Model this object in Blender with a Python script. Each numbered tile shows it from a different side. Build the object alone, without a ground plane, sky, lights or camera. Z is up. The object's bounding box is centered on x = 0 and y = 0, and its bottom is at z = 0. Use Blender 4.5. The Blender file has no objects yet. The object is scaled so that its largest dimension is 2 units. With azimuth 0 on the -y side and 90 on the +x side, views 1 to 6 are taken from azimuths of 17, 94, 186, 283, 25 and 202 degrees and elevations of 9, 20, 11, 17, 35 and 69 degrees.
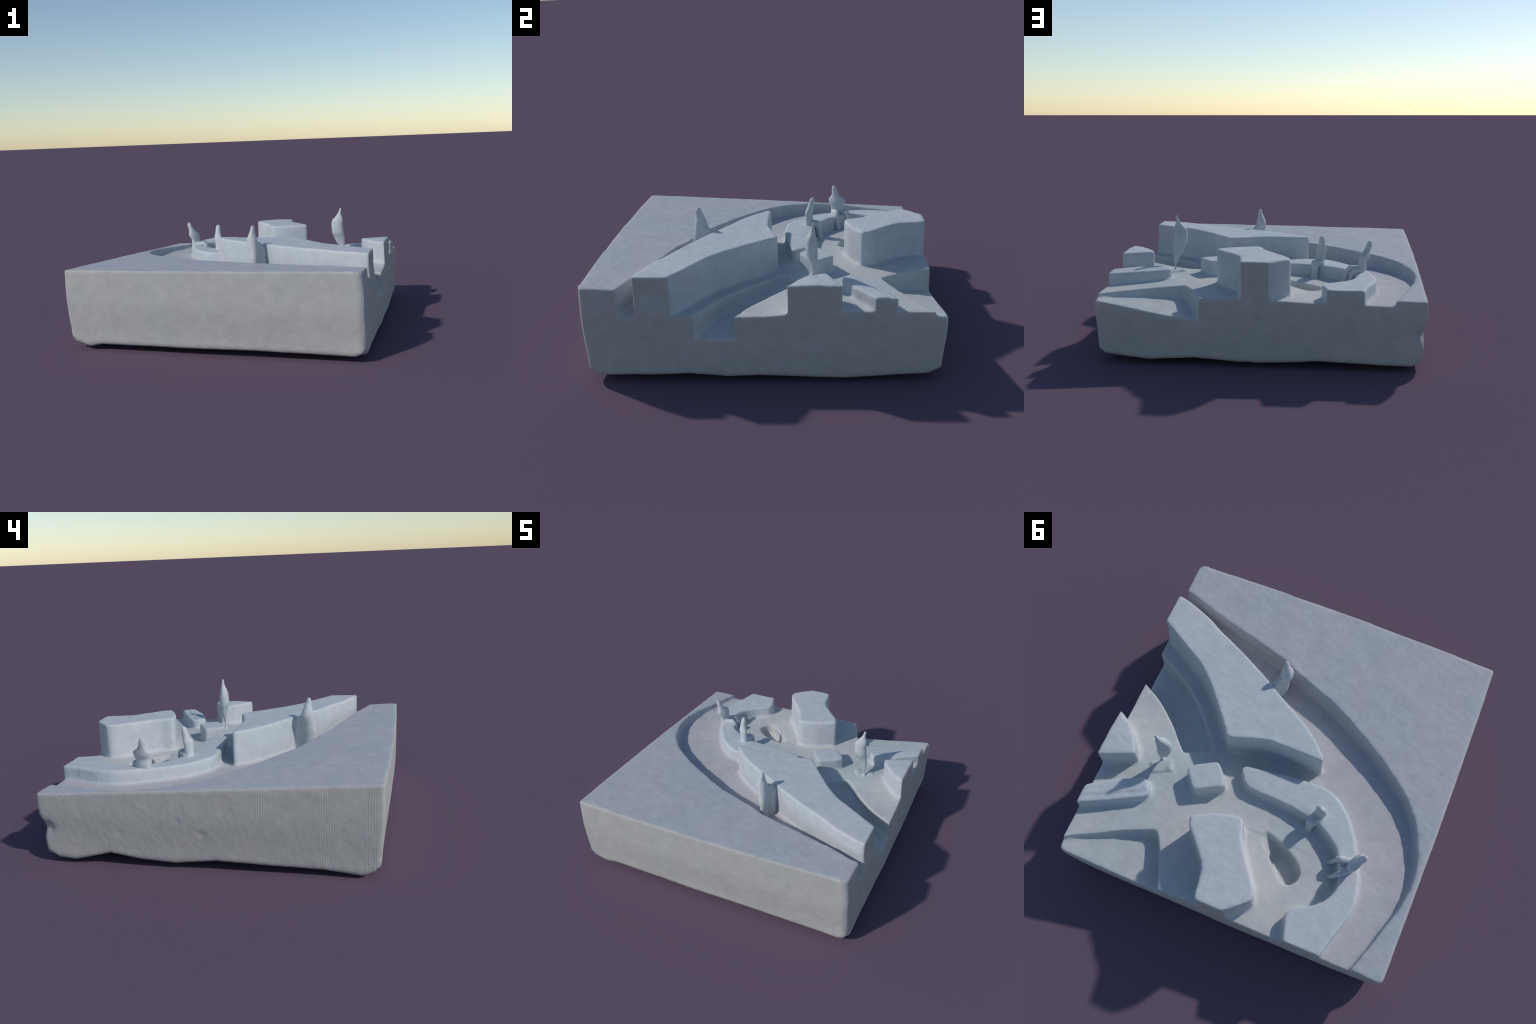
"""Plaster study model of a stepped courtyard: a thick square block cut with a curved
trench, a wedge-shaped raised mass, a curved bench, small blocks, a sunken channel, a
teardrop hole and four little figures.  Everything is modelled from plan outlines."""
import bpy, bmesh, math
import numpy as np
from mathutils import Vector

VOX = 0.006
XE, YS, YN = 0.964, -0.960, 0.980      # side planes of the block
FLOOR = 0.402
rng = np.random.default_rng(7)

# ------------------------------------------------------------------ helpers
def sstep(a, b, v):
    t = np.clip((v - a) / (b - a), 0, 1)
    return t * t * (3 - 2 * t)

def spline(pts, step=0.012):
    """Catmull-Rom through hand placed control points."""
    P = [np.array(p, float) for p in pts]
    P = [2 * P[0] - P[1]] + P + [2 * P[-1] - P[-2]]
    out = []
    for i in range(1, len(P) - 2):
        a, b, c, d = P[i - 1], P[i], P[i + 1], P[i + 2]
        n = max(1, int(np.linalg.norm(c - b) / step))
        for k in range(n):
            t = k / n
            out.append(0.5 * (2 * b + (c - a) * t + (2 * a - 5 * b + 4 * c - d) * t * t
                              + (3 * b - a - 3 * c + d) * t ** 3))
    out.append(P[-2])
    return [tuple(p) for p in out]

def smooth_vec(X, ea, eb, deg, lam, it):
    for _ in range(it):
        S = np.zeros_like(X)
        for k in range(3):
            S[:, k] = (np.bincount(ea, X[eb, k], len(X)) + np.bincount(eb, X[ea, k], len(X))) / deg
        X = X + lam * (S - X)
    return X

def wobble(X, freq, seed, n=10):
    """Smooth pseudo-noise in [-1, 1] from a sum of randomly turned sine waves."""
    r = np.random.default_rng(seed)
    v = np.zeros(len(X))
    for _ in range(n):
        d = r.normal(size=3); d /= np.linalg.norm(d)
        v += np.sin(X @ d * freq * r.uniform(.6, 1.6) + r.uniform(0, 6.28) +
                    1.5 * np.sin(X @ r.normal(size=3) * freq * .4 + r.uniform(0, 6.28)))
    return v / n * 1.6

def prism(name, outline, zlo, zhi):
    """Solid standing on the plan outline; zlo / zhi are numbers or functions of x, y."""
    lo = zlo if callable(zlo) else (lambda x, y: zlo)
    hi = zhi if callable(zhi) else (lambda x, y: zhi)
    bm = bmesh.new()
    b = [bm.verts.new((x, y, lo(x, y))) for x, y in outline]
    t = [bm.verts.new((x, y, hi(x, y))) for x, y in outline]
    n = len(outline)
    f0 = bm.faces.new(b[::-1]); f1 = bm.faces.new(t)
    for i in range(n):
        j = (i + 1) % n
        bm.faces.new((b[i], b[j], t[j], t[i]))
    bmesh.ops.recalc_face_normals(bm, faces=bm.faces)
    bmesh.ops.triangulate(bm, faces=[f0, f1])
    me = bpy.data.meshes.new(name); bm.to_mesh(me); bm.free()
    ob = bpy.data.objects.new(name, me)
    bpy.context.collection.objects.link(ob)
    return ob

def evaluated(ob):
    dg = bpy.context.evaluated_depsgraph_get()
    return bpy.data.meshes.new_from_object(ob.evaluated_get(dg))

def remesh_join(obs, voxel):
    bm = bmesh.new()
    for o in obs:
        bm.from_mesh(o.data)
        bpy.data.objects.remove(o)
    me = bpy.data.meshes.new("joined"); bm.to_mesh(me); bm.free()
    ob = bpy.data.objects.new("joined", me)
    bpy.context.collection.objects.link(ob)
    m = ob.modifiers.new("r", 'REMESH'); m.mode = 'VOXEL'; m.voxel_size = voxel
    out = evaluated(ob)
    bpy.data.objects.remove(ob)
    return out

def arrays(me):
    X = np.empty(len(me.vertices) * 3); me.vertices.foreach_get('co', X); X = X.reshape(-1, 3)
    E = np.empty(len(me.edges) * 2, np.int32); me.edges.foreach_get('vertices', E); E = E.reshape(-1, 2)
    return X, E

def in_poly(px, py, poly):
    c = np.zeros(len(px), bool)
    n = len(poly)
    for i in range(n):
        x0, y0 = poly[i]; x1, y1 = poly[(i + 1) % n]
        if y0 == y1: continue
        hit = ((y0 > py) != (y1 > py)) & (px < (x1 - x0) * (py - y0) / (y1 - y0) + x0)
        c ^= hit
    return c

def grow(poly, d):
    """Offset a plan outline outwards by d (good enough for picking faces)."""
    P = np.array(poly); n = len(P)
    A = 0.5 * np.sum(P[:, 0] * np.roll(P[:, 1], -1) - np.roll(P[:, 0], -1) * P[:, 1])
    T = np.roll(P, -1, 0) - np.roll(P, 1, 0)
    L = np.linalg.norm(T, axis=1, keepdims=True); L[L == 0] = 1
    N = np.stack([T[:, 1], -T[:, 0]], 1) / L * (1 if A > 0 else -1)
    return [tuple(p) for p in P + N * d]

def split_mesh(me, label, names, parent, mats):
    """Cut one smooth surface into named parts that keep the whole surface's normals."""
    me.update()
    nv = len(me.vertices)
    VN = np.empty(nv * 3); me.vertex_normals.foreach_get('vector', VN); VN = VN.reshape(-1, 3)
    X, _ = arrays(me)
    nf = len(me.polygons)
    LS = np.empty(nf, np.int32); me.polygons.foreach_get('loop_start', LS)
    LT = np.empty(nf, np.int32); me.polygons.foreach_get('loop_total', LT)
    LV = np.empty(len(me.loops), np.int32); me.loops.foreach_get('vertex_index', LV)
    made = []
    for k, nm in enumerate(names):
        f = np.where(label == k)[0]
        if len(f) == 0: continue
        idx = np.concatenate([np.arange(s, s + t) for s, t in zip(LS[f], LT[f])])
        vv = LV[idx]
        u, inv = np.unique(vv, return_inverse=True)
        m = bpy.data.meshes.new(nm)
        m.vertices.add(len(u)); m.vertices.foreach_set('co', X[u].ravel())
        m.loops.add(len(inv)); m.loops.foreach_set('vertex_index', inv.astype(np.int32))
        m.polygons.add(len(f))
        m.polygons.foreach_set('loop_start', np.concatenate([[0], np.cumsum(LT[f])[:-1]]).astype(np.int32))
        m.update(calc_edges=True); m.validate()
        m.polygons.foreach_set('use_smooth', np.ones(len(m.polygons), bool))
        m.normals_split_custom_set_from_vertices([tuple(n) for n in VN[u]])
        m.materials.append(mats[k] if isinstance(mats, list) else mats)
        o = bpy.data.objects.new(nm, m)
        bpy.context.collection.objects.link(o)
        o.parent = parent
        made.append(o)
    return made

# ------------------------------------------------------------------ materials
def plaster(name, base, warm, grooves=False, brush=None):
    mt = bpy.data.materials.new(name); mt.use_nodes = True
    nt = mt.node_tree; N = nt.nodes; L = nt.links
    bs = N["Principled BSDF"]
    bs.inputs["Roughness"].default_value = 0.78
    bs.inputs["Specular IOR Level"].default_value = 0.3
    tc = N.new("ShaderNodeTexCoord")
    def noise(scale, detail=4, rough=.55):
        n = N.new("ShaderNodeTexNoise"); n.inputs["Scale"].default_value = scale
        n.inputs["Detail"].default_value = detail; n.inputs["Roughness"].default_value = rough
        L.new(tc.outputs["Object"], n.inputs["Vector"]); return n
    big, mid, fine = noise(2.2, 3), noise(14, 5), noise(130, 3, .6)
    rp = N.new("ShaderNodeValToRGB")
    rp.color_ramp.elements[0].position = .38; rp.color_ramp.elements[1].position = .64
    rp.color_ramp.elements[0].color = (*base, 1); rp.color_ramp.elements[1].color = (*warm, 1)
    L.new(big.outputs["Fac"], rp.inputs["Fac"])
    mr = N.new("ShaderNodeMapRange"); mr.inputs["From Min"].default_value = .3; mr.inputs["From Max"].default_value = .7
    mr.inputs["To Min"].default_value = .93; mr.inputs["To Max"].default_value = 1.06
    L.new(mid.outputs["Fac"], mr.inputs["Value"])
    mx = N.new("ShaderNodeMix"); mx.data_type = 'RGBA'; mx.blend_type = 'MULTIPLY'
    mx.inputs["Factor"].default_value = 1
    L.new(rp.outputs["Color"], mx.inputs["A"]); L.new(mr.outputs["Result"], mx.inputs["B"])
    # sparse dark pin holes in the plaster
    vo = N.new("ShaderNodeTexVoronoi"); vo.inputs["Scale"].default_value = 16
    L.new(tc.outputs["Object"], vo.inputs["Vector"])
    pr = N.new("ShaderNodeMapRange"); pr.inputs["From Min"].default_value = .03; pr.inputs["From Max"].default_value = .07
    pr.inputs["To Min"].default_value = .72; pr.inputs["To Max"].default_value = 1
    L.new(vo.outputs["Distance"], pr.inputs["Value"])
    mx2 = N.new("ShaderNodeMix"); mx2.data_type = 'RGBA'; mx2.blend_type = 'MULTIPLY'
    mx2.inputs["Factor"].default_value = 1
    L.new(mx.outputs["Result"], mx2.inputs["A"]); L.new(pr.outputs["Result"], mx2.inputs["B"])
    L.new(mx2.outputs["Result"], bs.inputs["Base Color"])
    # relief: fine grain, then optional comb marks and brush streaks
    def bump(height, strength, dist, prev=None):
        b = N.new("ShaderNodeBump"); b.inputs["Strength"].default_value = strength
        b.inputs["Distance"].default_value = dist
        L.new(height, b.inputs["Height"])
        if prev: L.new(prev.outputs["Normal"], b.inputs["Normal"])
        return b
    b = bump(fine.outputs["Fac"], .22, .004)
    b = bump(mid.outputs["Fac"], .06, .010, b)
    sep = N.new("ShaderNodeSeparateXYZ"); L.new(tc.outputs["Object"], sep.inputs[0])
    def math_(op, a, c):
        m = N.new("ShaderNodeMath"); m.operation = op
        for i, v in enumerate((a, c)):
            if isinstance(v, (int, float)): m.inputs[i].default_value = v
            else: L.new(v, m.inputs[i])
        return m.outputs[0]
    if grooves:
        # vertical comb marks on the east and west sides, in a few bands along y
        def band(c, w, east):
            d = math_('ABSOLUTE', math_('SUBTRACT', sep.outputs["Y"], c), 0)
            k = math_('MINIMUM', math_('MAXIMUM', math_('MULTIPLY', math_('SUBTRACT', w * 1.2, d), 2.2 / w), 0), 1)
            side = math_('GREATER_THAN' if east else 'LESS_THAN', sep.outputs["X"], .93 if east else -.93)
            return math_('MULTIPLY', k, side)
        mask = None
        for c, w, e in ((.54, .085, True), (.80, .035, True), (-.13, .03, True), (-.36, .09, False),
                        (-.67, .04, False), (-.90, .04, False)):
            v = band(c, w, e)
            mask = v if mask is None else math_('MAXIMUM', mask, v)
        wv = math_('SINE', math_('ADD', math_('MULTIPLY', sep.outputs["Y"], 6.283 / .0135), math_('MULTIPLY', big.outputs["Fac"], 14)), 0)
        h = math_('MULTIPLY', math_('MULTIPLY', wv, mask), math_('ADD', mid.outputs["Fac"], 0))
        b = bump(h, .17, .004, b)
    if brush is not None:
        # straight levelling streaks drawn along one direction
        mp = N.new("ShaderNodeMapping"); mp.inputs["Scale"].default_value = (60, 1.2, 9) if brush == 'y' else (1.2, 60, 9)
        L.new(tc.outputs["Object"], mp.inputs["Vector"])
        st = N.new("ShaderNodeTexNoise"); st.inputs["Scale"].default_value = 1; st.inputs["Detail"].default_value = 3
        L.new(mp.outputs["Vector"], st.inputs["Vector"])
        b = bump(st.outputs["Fac"], .16, .004, b)
        if brush == 'y':                       # a few scratched setting-out lines
            for c, wd in ((-.66, .0022), (-.40, .0016), (-.83, .0016), (-.875, .002)):
                d = math_('ABSOLUTE', math_('SUBTRACT', sep.outputs["X"], c), 0)
                b = bump(math_('MINIMUM', math_('DIVIDE', d, wd), 1), .22, .003, b)
    L.new(b.outputs["Normal"], bs.inputs["Normal"])
    return mt

COOL, WARM = (.445, .475, .505), (.485, .48, .51)
BLK_C, BLK_W = (.53, .575, .60), (.565, .58, .605)
FLO_C, FLO_W = (.51, .555, .56), (.56, .56, .545)
M_SIDE = plaster("plaster_sides", (.435, .44, .42), (.455, .445, .425), grooves=True)  # same plaster, darkened and warmed partway to the shade baked on the scan's sides
M_TOP = plaster("plaster_brushed_top", COOL, WARM, brush='y')
M_WEDGE = plaster("plaster_wedge", (.525, .57, .595), (.56, .575, .60), brush='x')
M_BLOCK = plaster("plaster_block", BLK_C, BLK_W)
M_FLOOR = plaster("plaster_floor", FLO_C, FLO_W)
M_TRENCH = plaster("plaster_trench", (.50, .495, .515), (.52, .495, .51))  # pinkish, dimmer tint paints in the trench floor's ambient occlusion
M_FIG = plaster("plaster_figure", (.525, .56, .58), (.55, .565, .58))

# ------------------------------------------------------------------ plan outlines
slab_edge = spline([(1.0, -.772), (.957, -.757), (.707, -.676), (.461, -.612), (.239, -.552), (.134, -.508),
                    (-.041, -.44), (-.189, -.383), (-.319, -.312), (-.45, -.235), (-.559, -.165), (-.65, -.096),
                    (-.736, -.028), (-.809, .053), (-.858, .125), (-.896, .227), (-.918, .323), (-.927, .433),
                    (-.923, .495), (-.909, .595), (-.877, .718), (-.84, .842), (-.79, .976)])[3:]
slab_o = [*[(XE - .04 + .04 * math.cos(t), YS + .04 - .04 * math.sin(t)) for t in np.linspace(0, math.pi / 2, 7)], (-XE + .01, YS), (-XE, YS + .01), (-XE, YN - .016), (-XE + .016, YN)] + \
    [p for p in slab_edge[::-1] if p[0] <= XE] + [(XE, -.757)]
wedge_s = spline([(XE, -.665), (.907, -.655), (.735, -.592), (.643, -.542), (.536, -.492), (.462, -.458), (.366, -.409),
                  (.247, -.344), (.163, -.292), (.088, -.25), (-.03, -.182), (-.111, -.128), (-.185, -.065), (-.238, -.008)])
wedge_n = spline([(-.24, .008), (-.137, .006), (-.029, .003), (.088, .007), (.184, .034), (.298, .074)])
wedge_w = spline([(.318, .070), (.384, -.017), (.467, -.114), (.540, -.195), (.640, -.287), (.715, -.333), (.821, -.394), (XE, -.48)])
wedge_o = wedge_s + wedge_n + wedge_w
bench_o = spline([(.182, .18), (.172, .162), (.146, .153), (.03, .134), (-.074, .12), (-.162, .11), (-.268, .107), (-.344, .118), (-.403, .144),
                  (-.476, .205), (-.539, .283), (-.595, .375), (-.652, .494), (-.68, .59), (-.69, .66), (-.683, .731),
                  (-.658, .817), (-.632, .9), (-.611, .976)])
bench_i = spline([(-.409, .976), (-.388, .92), (-.37, .871), (-.376, .839), (-.401, .809), (-.469, .766), (-.52, .723), (-.55, .682),
                  (-.569, .633), (-.572, .585), (-.56, .54), (-.536, .489), (-.5, .424), (-.455, .38), (-.406, .347),
                  (-.353, .321), (-.273, .299), (-.179, .285), (-.046, .273), (.085, .27), (.132, .248), (.166, .206)])
bench_poly = bench_o + bench_i
tall_o = spline([(.299, .586), (.215, .538), (.168, .517), (.11, .500), (.06, .492), (.036, .497)]) + spline([(.026, .512), (.005, .576), (-.038, .643),
                 (-.117, .75), (-.169, .828), (-.18, .866), (-.166, .892), (-.106, .94), (-.05, YN)]) + \
    spline([(.085, YN), (.096, .96), (.112, .882), (.125, .823), (.158, .772), (.226, .697), (.275, .645), (.297, .60)])
cube_o = spline([(.465, .308), (.43, .272), (.327, .21)], .03) + spline([(.31, .214), (.277, .245), (.229, .319)], .03) + \
    spline([(.236, .333), (.266, .347), (.375, .408)], .03) + [(.395, .395)]
tri_o = [(XE, .147)] + spline([(.945, .157), (.895, .191), (.841, .246), (.789, .312), (.776, .352)], .02) + \
    spline([(.785, .362), (.85, .392), (XE, .441)], .03)
bar_o = [(XE, .618), (.932, .596), (.821, .518), (.672, .452), (.645, .462), (.622, .5), (.615, .525), (.63, .551), (.759, .622), (XE, .73)]
pit_o = spline([(1.05, -.41), (.969, -.362), (.93, -.334), (.82, -.272), (.715, -.204), (.63, -.136), (.545, -.055), (.47, .03), (.404, .119)]) + \
    spline([(.556, .196), (.604, .151), (.707, .047), (.807, -.038), (.918, -.11), (.957, -.135), (1.05, -.19)])
terrace_o = [(1.05, .965), (.959, .921), (.812, .845), (.679, .77)] + \
    spline([(.53, .702), (.502, .692), (.485, .70), (.469, .718), (.428, .787), (.392, .871), (.34, .976), (.31, 1.05)], .02) + [(1.05, 1.05)]
hole_rim = [(-.038, .468), (-.097, .457), (-.171, .482), (-.235, .506), (-.29, .535), (-.334, .574), (-.354, .611), (-.347, .651),
            (-.314, .687), (-.275, .688), (-.225, .65), (-.156, .576), (-.088, .522)]
hole_o = spline(hole_rim + hole_rim[:1], .02)[:-1]

wedge_o, bench_poly, tall_o, tri_o, bar_o, cube_o = (grow(p, .004) for p in (wedge_o, bench_poly, tall_o, tri_o, bar_o, cube_o))
clampx = lambda poly: [(min(px, XE), min(py, YN)) for px, py in poly]
wedge_o, bench_poly, tall_o, tri_o, bar_o = map(clampx, (wedge_o, bench_poly, tall_o, tri_o, bar_o))

def rise(x, y):
    """Courtyard floor swells gently towards the middle of its eastern part."""
    x = np.asarray(x, float); y = np.asarray(y, float)
    return .022 * sstep(-.55, -.05, x) * sstep(.0, .3, y) + \
        .008 * np.exp(-((x - .62) ** 2 + (y - .35) ** 2) / (2 * .19 ** 2))

def flat(h):
    return lambda x, y: h - float(rise(x, y))
slab_top = lambda x, y: .543 - .0577 * (y + .95) + .011 * (x + .95)

# ------------------------------------------------------------------ solids
def base_block():
    o = [*[(XE - .04 + .04 * math.cos(t), YS + .04 - .04 * math.sin(t)) for t in np.linspace(0, math.pi / 2, 7)], (-XE + .01, YS), (-XE, YS + .01), (-XE, YN - .016), (-XE + .016, YN),
         (XE - .02, YN), (XE, YN - .02)]
    ob = prism("base", o, .05, FLOOR)
    bm = bmesh.new(); bm.from_mesh(ob.data)
    bmesh.ops.dissolve_limit(bm, angle_limit=.01, verts=bm.verts, edges=bm.edges)
    low = [e for e in bm.edges if e.verts[0].co.z < .06 and e.verts[1].co.z < .06]
    bmesh.ops.bevel(bm, geom=low, offset=.03, segments=3, profile=.5, affect='EDGES')
    bm.to_mesh(ob.data); bm.free()
    return ob

base = base_block()
cutters = [
    prism("pit", pit_o, lambda x, y: .272 + .18 * max(0, .957 - x), .6),
    prism("terrace", terrace_o, lambda x, y: .309 + .14 * (x - .49) + .10 * (.97 - y), .6),
    # teardrop hole: floor ramps down from its narrow end to the deep round end
    prism("hole", hole_o, lambda x, y: float(.41 - .085 * sstep(-.04, -.20, x)), .6),
]
for c in cutters:
    m = base.modifiers.new("b", 'BOOLEAN'); m.operation = 'DIFFERENCE'; m.object = c; m.solver = 'EXACT'
cut = evaluated(base)
for o in [base] + cutters: bpy.data.objects.remove(o)
base = bpy.data.objects.new("base", cut); bpy.context.collection.objects.link(base)
solids = [base,
          prism("slab", slab_o, .12, slab_top), prism("wedge", wedge_o, .12, flat(.625)),
          prism("bench", bench_poly, .3, flat(.491)), prism("tall", tall_o, .12, flat(.645)),
          prism("cube", cube_o, .3, flat(.526)), prism("tri", tri_o, .12, flat(.571)),
          prism("bar", bar_o, .12, lambda x, y: .496 + .02 * (x - .65) - float(rise(x, y)))]
body = remesh_join(solids, VOX)

# ------------------------------------------------------------------ shaping the joined surface
X, E = arrays(body)
ea, eb = E[:, 0], E[:, 1]
deg = np.bincount(ea, minlength=len(X)) + np.bincount(eb, minlength=len(X))
X = smooth_vec(X, ea, eb, deg, .5, 11)
for rnd in range(4):                            # widen the fillets where walls meet floors
    body.vertices.foreach_set('co', X.ravel()); body.update()
    VN = np.empty(len(X) * 3); body.vertex_normals.foreach_get('vector', VN); VN = VN.reshape(-1, 3)
    L = smooth_vec(X, ea, eb, deg, 1, 1) - X
    c = sstep(.0001, .0006, (L * VN).sum(1))
    for _ in range(3): c = np.maximum(c, .95 * (np.bincount(ea, c[eb], len(c)) + np.bincount(eb, c[ea], len(c))) / deg)
    for _ in range(6):
        L = smooth_vec(X, ea, eb, deg, 1, 1) - X
        X = X + .5 * c[:, None] * np.where(((L * VN).sum(1) > 0)[:, None], L, L * .15)
X0 = X.copy()                                   # plan position used to pick parts later
x, y, z = X.T.copy()
z = z + rise(x, y) * sstep(.30, .385, z)
# raised pad and swept plaster round the foot of the standing figure
ca, sa = math.cos(.48), math.sin(.48)
u = (x - .632) * ca + (y - .33) * sa; v = -(x - .632) * sa + (y - .33) * ca
pad = sstep(.072, .055, abs(u)) * sstep(.042, .028, abs(v))
nearfloor = (z < .47)
z = z + np.where(nearfloor, pad * (.009 + .007 * np.exp(-((u + .045) ** 2 + (v - .012) ** 2) / .0004)), 0)
# shallow step between the tall block and the hole
z = z - .004 * np.where(z < .43, sstep(.47, .485, y) * sstep(.06, .02, x) * sstep(-.42, -.2, x), 0)
# crease along the low wall's top
dl = (y - .70) - (x - .96) * .52
z = z + np.where((z > .47) & (x > .6) & (y > .42) & (y < .76), .006 * sstep(-.005, -.03, dl) * sstep(-.2, -.05, dl), 0)

# wavy underside: rim height measured along each side, sagging to the ground inside
west = np.interp(y, [-.95, -.925, -.848, -.646, -.376, -.05, .19, .386, .573, .795, .9, .97], [.09, .06, .032, .056, .064, .076, .05, .062, .094, .04, .05, .09])
east = np.interp(y, [-.94, -.892, -.6, -.39, -.186, 0, .45, .898, .97], [.09, .064, .06, .072, .054, .06, .037, .066, .1])
north = np.interp(x, [-.95, -.895, -.342, .12, .383, .65, .919, .95], [.07, .046, .065, .045, .065, .047, .075, .1])
south = np.interp(x, [-.95, -.926, -.839, -.748, -.126, .33, .905, .95], [.1, .07, .042, .06, .062, .066, .058, .08])
d = np.stack([x + XE, XE - x, YN - y, y - YS], 1).clip(.004)
w = 1 / d ** 3; w /= w.sum(1, keepdims=True)
rim = (w * np.stack([west, east, north, south], 1)).sum(1) - .016
inner = sstep(.05, .5, d.min(1))
zb = rim * (1 - inner) + .012 * inner * (1 + .7 * wobble(np.stack([x, y, y * 0], 1), 4, 3))
lowm = z < .16
z = np.where(lowm, zb + (z - .05) * (.16 - zb) / .11, z)
# sides: each bulges outwards at mid span, corners lean in towards the bottom
sx, sy = x / XE, (y - .5 * (YS + YN)) / (.5 * (YN - YS))
lean = sstep(.36, .06, z)
out_s = .006 + .018 * (1 - sx ** 2) - (.030 - .014 * sx ** 4) * lean
out_n = .009 + .004 * (1 - sx ** 2) + .006 * sstep(.3, .9, sx) - (.013 + .008 * sx ** 4) * lean
out_e = .004 + .012 * sstep(.5, -.3, sy) * sstep(.55, .40, z) + .004 * sstep(.6, .3, sy) * lean - .006 * sstep(.4, .8, sy) * lean
out_w = .010 + .010 * (1 - sy ** 2) - (.024 - .010 * sy ** 4) * lean
nx = sstep(XE - .1, XE - .012, x) * out_e - sstep(-XE + .1, -XE + .012, x) * out_w
ny = sstep(YN - .1, YN - .012, y) * out_n - sstep(YS + .1, YS + .012, y) * out_s
x = x + nx; y = y + ny
x += .022 * np.exp(-(((y - .99) / .07) ** 2 + ((z - .225) / .05) ** 2)) * sstep(-.88, -.95, x)
y -= .016 * np.exp(-(((x + .97) / .07) ** 2 + ((z - .225) / .05) ** 2)) * sstep(.9, .97, y)
X = np.stack([x, y, z], 1)

def vnormals(me, X):
    me.vertices.foreach_set('co', X.ravel()); me.update()
    n = np.empty(len(X) * 3); me.vertex_normals.foreach_get('vector', n)
    return n.reshape(-1, 3)
VN = vnormals(body, X)
amp = .0016 * wobble(X, 14, 1) + .0007 * wobble(X, 45, 2) + .0006 * wobble(X, 120, 5)
# scattered small dents on the sides
for cx, cy, cz, r, dep in ((-.96, .15, .30, .022, .007), (-.96, .02, .23, .024, .007), (.0, .98, .30, .022, .010), (-.53, .98, .30, .02, .006),
                           (-.96, .50, .22, .018, .004), (-.96, .93, .23, .03, .012), (-.76, .316, .39, .016, .004), (.62, -.02, .27, .014, .004),
                           (.3, .98, .2, .02, .004), (-.5, -.95, .3, .03, .003), (.5, -.95, .25, .03, .003), (.92, -.1, .41, .014, .006)):
    amp -= dep * np.exp(-((x - cx) ** 2 + (y - cy) ** 2 + (z - cz) ** 2) / r ** 2)
X = X + VN * amp[:, None]
X[:, 2] -= X[:, 2].min()
vnormals(body, X)

# ------------------------------------------------------------------ part borders
nf = len(body.polygons)
LV = np.empty(len(body.loops), np.int32); body.loops.foreach_get('vertex_index', LV)
LS = np.empty(nf, np.int32); body.polygons.foreach_get('loop_start', LS)
LT = np.empty(nf, np.int32); body.polygons.foreach_get('loop_total', LT)
FC = np.add.reduceat(X0[LV], LS, axis=0) / LT[:, None]
fx, fy, fz = FC.T
names = ["block_base", "sloping_platform", "wedge_block", "curved_bench", "tall_block", "cube_block", "triangular_block",
         "low_wall", "courtyard_floor", "sunken_channel", "terrace", "teardrop_pit", "curved_trench"]
mats = [M_SIDE, M_TOP, M_WEDGE, M_BLOCK, M_BLOCK, M_BLOCK, M_BLOCK, M_BLOCK, M_FLOOR, M_FLOOR, M_FLOOR, M_FLOOR, M_TRENCH]
lab = np.zeros(nf, int)
inside = (fx > -XE + .008) & (fx < XE - .008) & (fy > YS + .008) & (fy < YN - .008)
lab[inside & (fz > .18)] = 8
trench_o = [p for p in slab_edge if p[0] <= XE] + [(-.61, YN)] + bench_o[::-1][:-40] + [(-.237, .01)] + wedge_s[::-1]
lab[(lab == 8) & in_poly(fx, fy, trench_o)] = 12
lab[inside & (fz < .388) & in_poly(fx, fy, grow(pit_o, .008))] = 9
lab[inside & (fz < .388) & in_poly(fx, fy, grow(terrace_o, .008))] = 10
lab[inside & (fz < .388) & (fz > .2) & in_poly(fx, fy, grow(hole_o, .008))] = 11
up = fz > FLOOR + .008
for k, poly in ((1, slab_o), (2, wedge_o), (3, bench_poly), (4, tall_o), (5, cube_o), (6, tri_o), (7, bar_o)):
    lab[up & inside & in_poly(fx, fy, grow(poly, .012))] = k

# ------------------------------------------------------------------ assembly
root = bpy.data.objects.new("courtyard_model", None)
bpy.context.collection.objects.link(root)
root["label"] = "pale grey plaster block model of a stepped courtyard with tiny figures"
root["category"] = "architectural model"
split_mesh(body, lab, names, root, mats)

# ------------------------------------------------------------------ figures
def loft(name, rings, seg=28):
    """rings: (centre, half width a, half width b, direction of a) stacked into a closed skin."""
    bm = bmesh.new(); rows = []
    for c, a, b, ang in rings:
        row = []
        for i in range(seg):
            t = 2 * math.pi * i / seg
            ux, uy = a * math.cos(t), b * math.sin(t)
            row.append(bm.verts.new((c[0] + ux * math.cos(ang) - uy * math.sin(ang),
                                     c[1] + ux * math.sin(ang) + uy * math.cos(ang), c[2])))
        rows.append(row)
    for r0, r1 in zip(rows, rows[1:]):
        for i in range(seg):
            j = (i + 1) % seg
            bm.faces.new((r0[i], r0[j], r1[j], r1[i]))
    bm.faces.new(rows[0][::-1]); bm.faces.new(rows[-1])
    bmesh.ops.recalc_face_normals(bm, faces=bm.faces)
    me = bpy.data.meshes.new(name); bm.to_mesh(me); bm.free()
    ob = bpy.data.objects.new(name, me); bpy.context.collection.objects.link(ob)
    return ob

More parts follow.
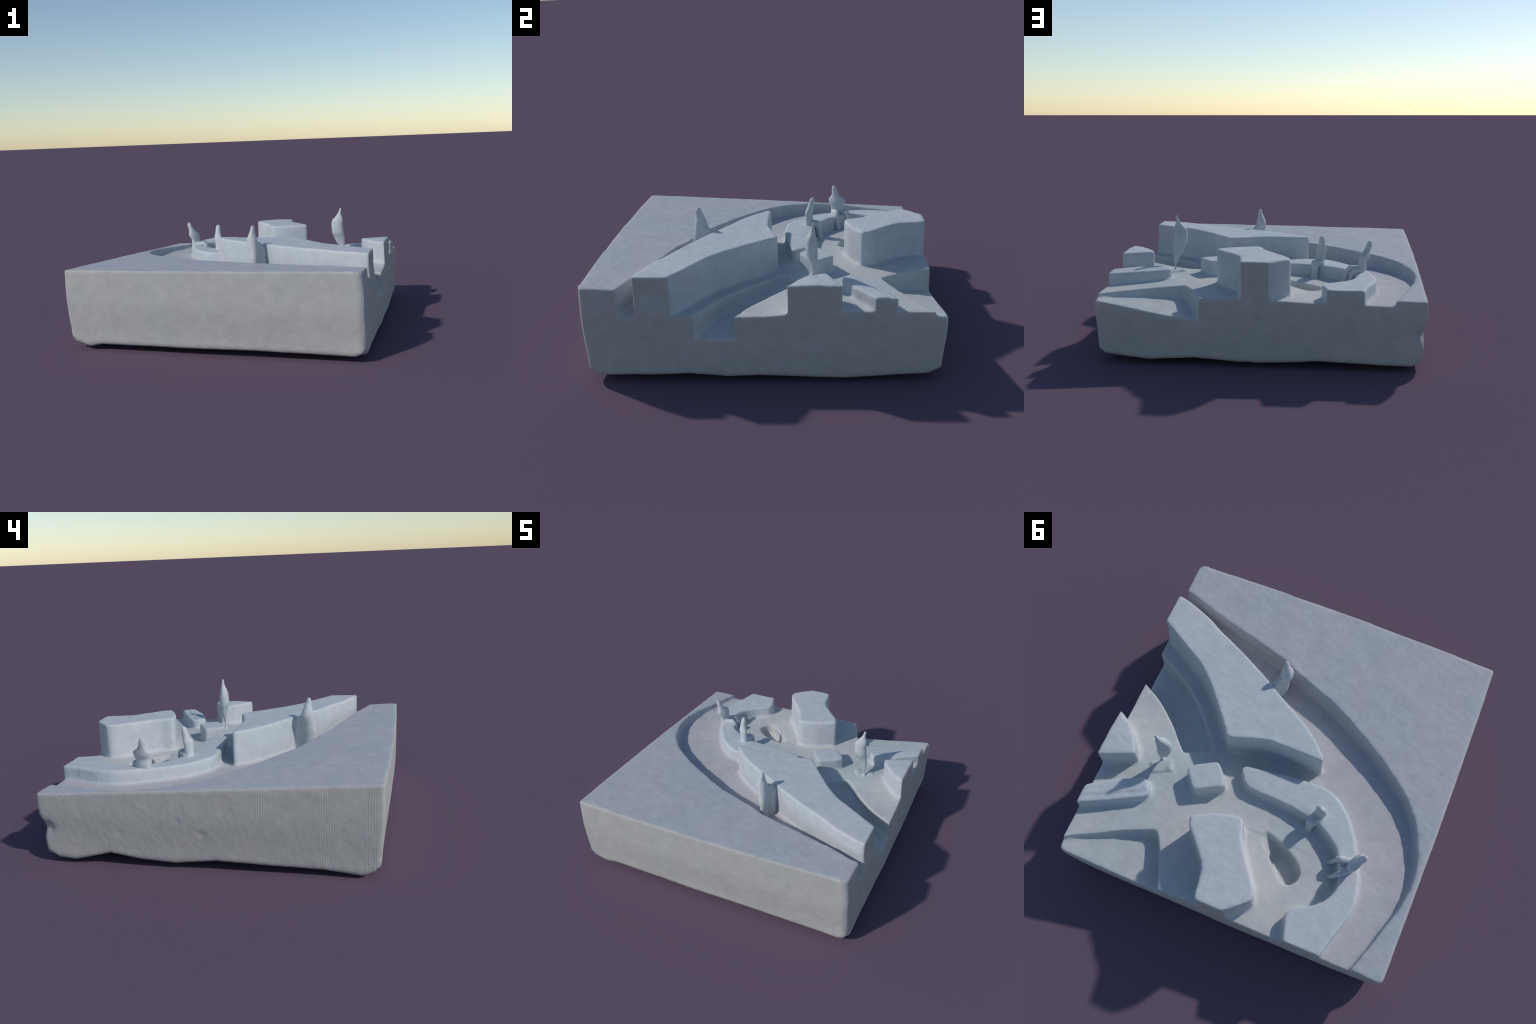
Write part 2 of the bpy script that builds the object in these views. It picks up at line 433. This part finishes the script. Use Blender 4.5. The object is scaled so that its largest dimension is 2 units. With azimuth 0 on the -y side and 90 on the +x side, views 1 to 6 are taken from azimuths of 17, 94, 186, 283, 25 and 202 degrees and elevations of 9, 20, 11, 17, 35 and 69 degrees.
def refine(rings, n=5):
    """Smoothly interpolate a short list of rings."""
    A = np.array([[*c, a, b, g] for c, a, b, g in rings])
    P = np.vstack([2 * A[0] - A[1], A, 2 * A[-1] - A[-2]])
    out = []
    for i in range(1, len(P) - 2):
        for k in range(n):
            t = k / n; a, b, c, d = P[i - 1:i + 3]
            q = 0.5 * (2 * b + (c - a) * t + (2 * a - 5 * b + 4 * c - d) * t * t + (3 * b - a - 3 * c + d) * t ** 3)
            out.append(((q[0], q[1], q[2]), max(q[3], .002), max(q[4], .002), q[5]))
    q = A[-1]; out.append(((q[0], q[1], q[2]), q[3], q[4], q[5]))
    return out

def limb(name, pts):
    """Chain of overlapping balls from joint to joint (x, y, z, radius)."""
    bm = bmesh.new()
    for p, q in zip(pts, pts[1:]):
        p, q = np.array(p), np.array(q)
        n = max(2, int(np.linalg.norm(q[:3] - p[:3]) / .006))
        for k in range(n + 1):
            s = p + (q - p) * k / n
            r = bmesh.ops.create_icosphere(bm, subdivisions=2, radius=s[3])
            bmesh.ops.translate(bm, verts=r['verts'], vec=Vector(s[:3]))
    me = bpy.data.meshes.new(name); bm.to_mesh(me); bm.free()
    ob = bpy.data.objects.new(name, me); bpy.context.collection.objects.link(ob)
    return ob

def figure(name, solids, origin, classify, parts, voxel=.0025, it=3, seed=0, rough=.0008):
    me = remesh_join(solids, voxel)
    Y, Ed = arrays(me)
    dg = np.bincount(Ed[:, 0], minlength=len(Y)) + np.bincount(Ed[:, 1], minlength=len(Y))
    Y = smooth_vec(Y, Ed[:, 0], Ed[:, 1], dg, .5, it)
    n = vnormals(me, Y)
    Y = Y + n * (rough * (wobble(Y, 70, seed) + .5 * wobble(Y, 200, seed + 1)))[:, None]
    vnormals(me, Y)
    nf = len(me.polygons)
    C = np.empty(nf * 3); me.polygons.foreach_get('center', C); C = C.reshape(-1, 3)
    holder = bpy.data.objects.new(name, None)
    bpy.context.collection.objects.link(holder)
    holder.parent = root
    split_mesh(me, classify(C), parts, holder, M_FIG)

# seated figure with two dangling legs
side = math.atan2(.97, .24)
R = lambda z, cx, cy, hs, hf: ((cx, cy, z), hs, hf, side)
torso = loft("t", refine([R(.47, -.602, .469, .052, .026), R(.49, -.605, .469, .047, .025), R(.51, -.608, .469, .045, .026), R(.54, -.609, .469, .047, .025),
                          R(.568, -.618, .467, .057, .029), R(.588, -.624, .466, .058, .026), R(.606, -.632, .460, .036, .021), R(.628, -.640, .454, .022, .019),
                          R(.648, -.648, .450, .019, .018), R(.666, -.652, .448, .016, .015), R(.676, -.654, .447, .010, .009), R(.680, -.654, .447, .003, .003)]))
l1 = limb("l", [(-.602, .450, .497, .024), (-.535, .462, .503, .020), (-.520, .464, .490, .018), (-.502, .470, .43, .015), (-.492, .474, .412, .015), (-.474, .479, .408, .010)])
l2 = limb("l", [(-.598, .495, .497, .022), (-.558, .538, .500, .018), (-.546, .545, .48, .016), (-.526, .552, .43, .014), (-.520, .554, .412, .015), (-.505, .557, .408, .010)])
def cls4(C):
    k = np.ones(len(C), int)
    k[C[:, 2] > .626] = 0
    leg = ((C[:, 0] > -.578) & (C[:, 2] < .525)) | ((C[:, 1] > .528) & (C[:, 2] < .522))
    k[leg & (C[:, 1] < .505)] = 2; k[leg & (C[:, 1] >= .505)] = 3
    return k
figure("seated_figure", [torso, l1, l2], None, cls4, ["head", "torso", "leg", "leg"], seed=11)

# second seated figure, legs together
side = math.atan2(-.45, .89)
torso = loft("t", refine([R(.474, -.332, .272, .042, .040), R(.486, -.332, .271, .036, .034), R(.505, -.332, .269, .033, .029), R(.54, -.336, .266, .034, .024),
                          R(.575, -.340, .267, .037, .024), R(.598, -.343, .273, .030, .022), R(.622, -.344, .280, .022, .021), R(.648, -.345, .286, .020, .018),
                          R(.664, -.345, .289, .017, .016), R(.675, -.345, .291, .011, .010), R(.679, -.345, .291, .003, .003)]))
l1 = limb("l", [(-.322, .283, .495, .026), (-.300, .320, .500, .023), (-.293, .330, .485, .018), (-.292, .335, .43, .014), (-.292, .342, .409, .016)])
l2 = limb("l", [(-.338, .288, .495, .026), (-.318, .325, .500, .022), (-.311, .334, .485, .018), (-.309, .338, .43, .014), (-.307, .348, .409, .016)])
def cls3(C):
    k = np.ones(len(C), int)
    k[C[:, 2] > .618] = 0
    s = (C[:, 0] + .318) * .45 + (C[:, 1] - .30) * .89
    leg = (s > .006) & (C[:, 2] < .528)
    k[leg] = 2
    return k
figure("seated_figure", [torso, l1, l2], None, cls3, ["head", "torso", "leg"], seed=21)

def boxring(z, x0, x1, y0, y1):
    return (((x0 + x1) / 2, (y0 + y1) / 2, z), (x1 - x0) / 2, (y1 - y0) / 2, 0.)

# robed figure standing in the trench, fused to the wedge wall behind it
robe = loft("t", refine([boxring(.37, .142, .190, -.468, -.38), boxring(.43, .142, .190, -.466, -.38), boxring(.515, .138, .190, -.463, -.38),
                         boxring(.576, .126, .188, -.458, -.375), boxring(.61, .115, .186, -.454, -.37), boxring(.64, .108, .183, -.451, -.366), boxring(.665, .109, .179, -.447, -.374),
                         boxring(.695, .121, .172, -.441, -.385), boxring(.728, .136, .168, -.437, -.397), boxring(.746, .140, .166, -.434, -.404), boxring(.756, .146, .161, -.428, -.410), boxring(.760, .151, .156, -.422, -.416)]))
wa = math.atan2(.94, .34)
web = loft("w", refine([((.192, -.365, .37), .085, .020, wa), ((.19, -.365, .50), .085, .020, wa), ((.185, -.37, .575), .082, .019, wa),
                        ((.178, -.375, .61), .062, .017, wa), ((.166, -.395, .64), .035, .014, wa)]))
figure("standing_figure", [robe, web], None, lambda C: np.where(C[:, 2] > .69, 0, 1), ["head", "robe"], seed=31, rough=.0016)

# leaf-thin figure balanced on a point in the courtyard
leaf = loft("t", refine([boxring(.425, .630, .662, .272, .304), boxring(.442, .640, .652, .284, .294), boxring(.462, .639, .649, .286, .295), boxring(.485, .632, .654, .282, .300),
                         boxring(.505, .622, .656, .280, .303), boxring(.53, .606, .657, .276, .307), boxring(.555, .588, .657, .270, .311), boxring(.585, .577, .656, .261, .313),
                         boxring(.62, .564, .652, .247, .315), boxring(.656, .559, .649, .245, .314), boxring(.684, .559, .648, .247, .312), boxring(.71, .566, .646, .252, .308),
                         boxring(.732, .583, .641, .263, .304), boxring(.762, .608, .634, .277, .300), boxring(.785, .617, .635, .281, .298), boxring(.799, .622, .634, .285, .295), boxring(.804, .626, .630, .288, .292)]))
figure("standing_figure", [leaf], None, lambda C: np.where(C[:, 2] > .742, 0, 1), ["head", "robe"], voxel=.0025, it=2, seed=41, rough=.0018)

for m in list(bpy.data.meshes):
    if m.users == 0: bpy.data.meshes.remove(m)
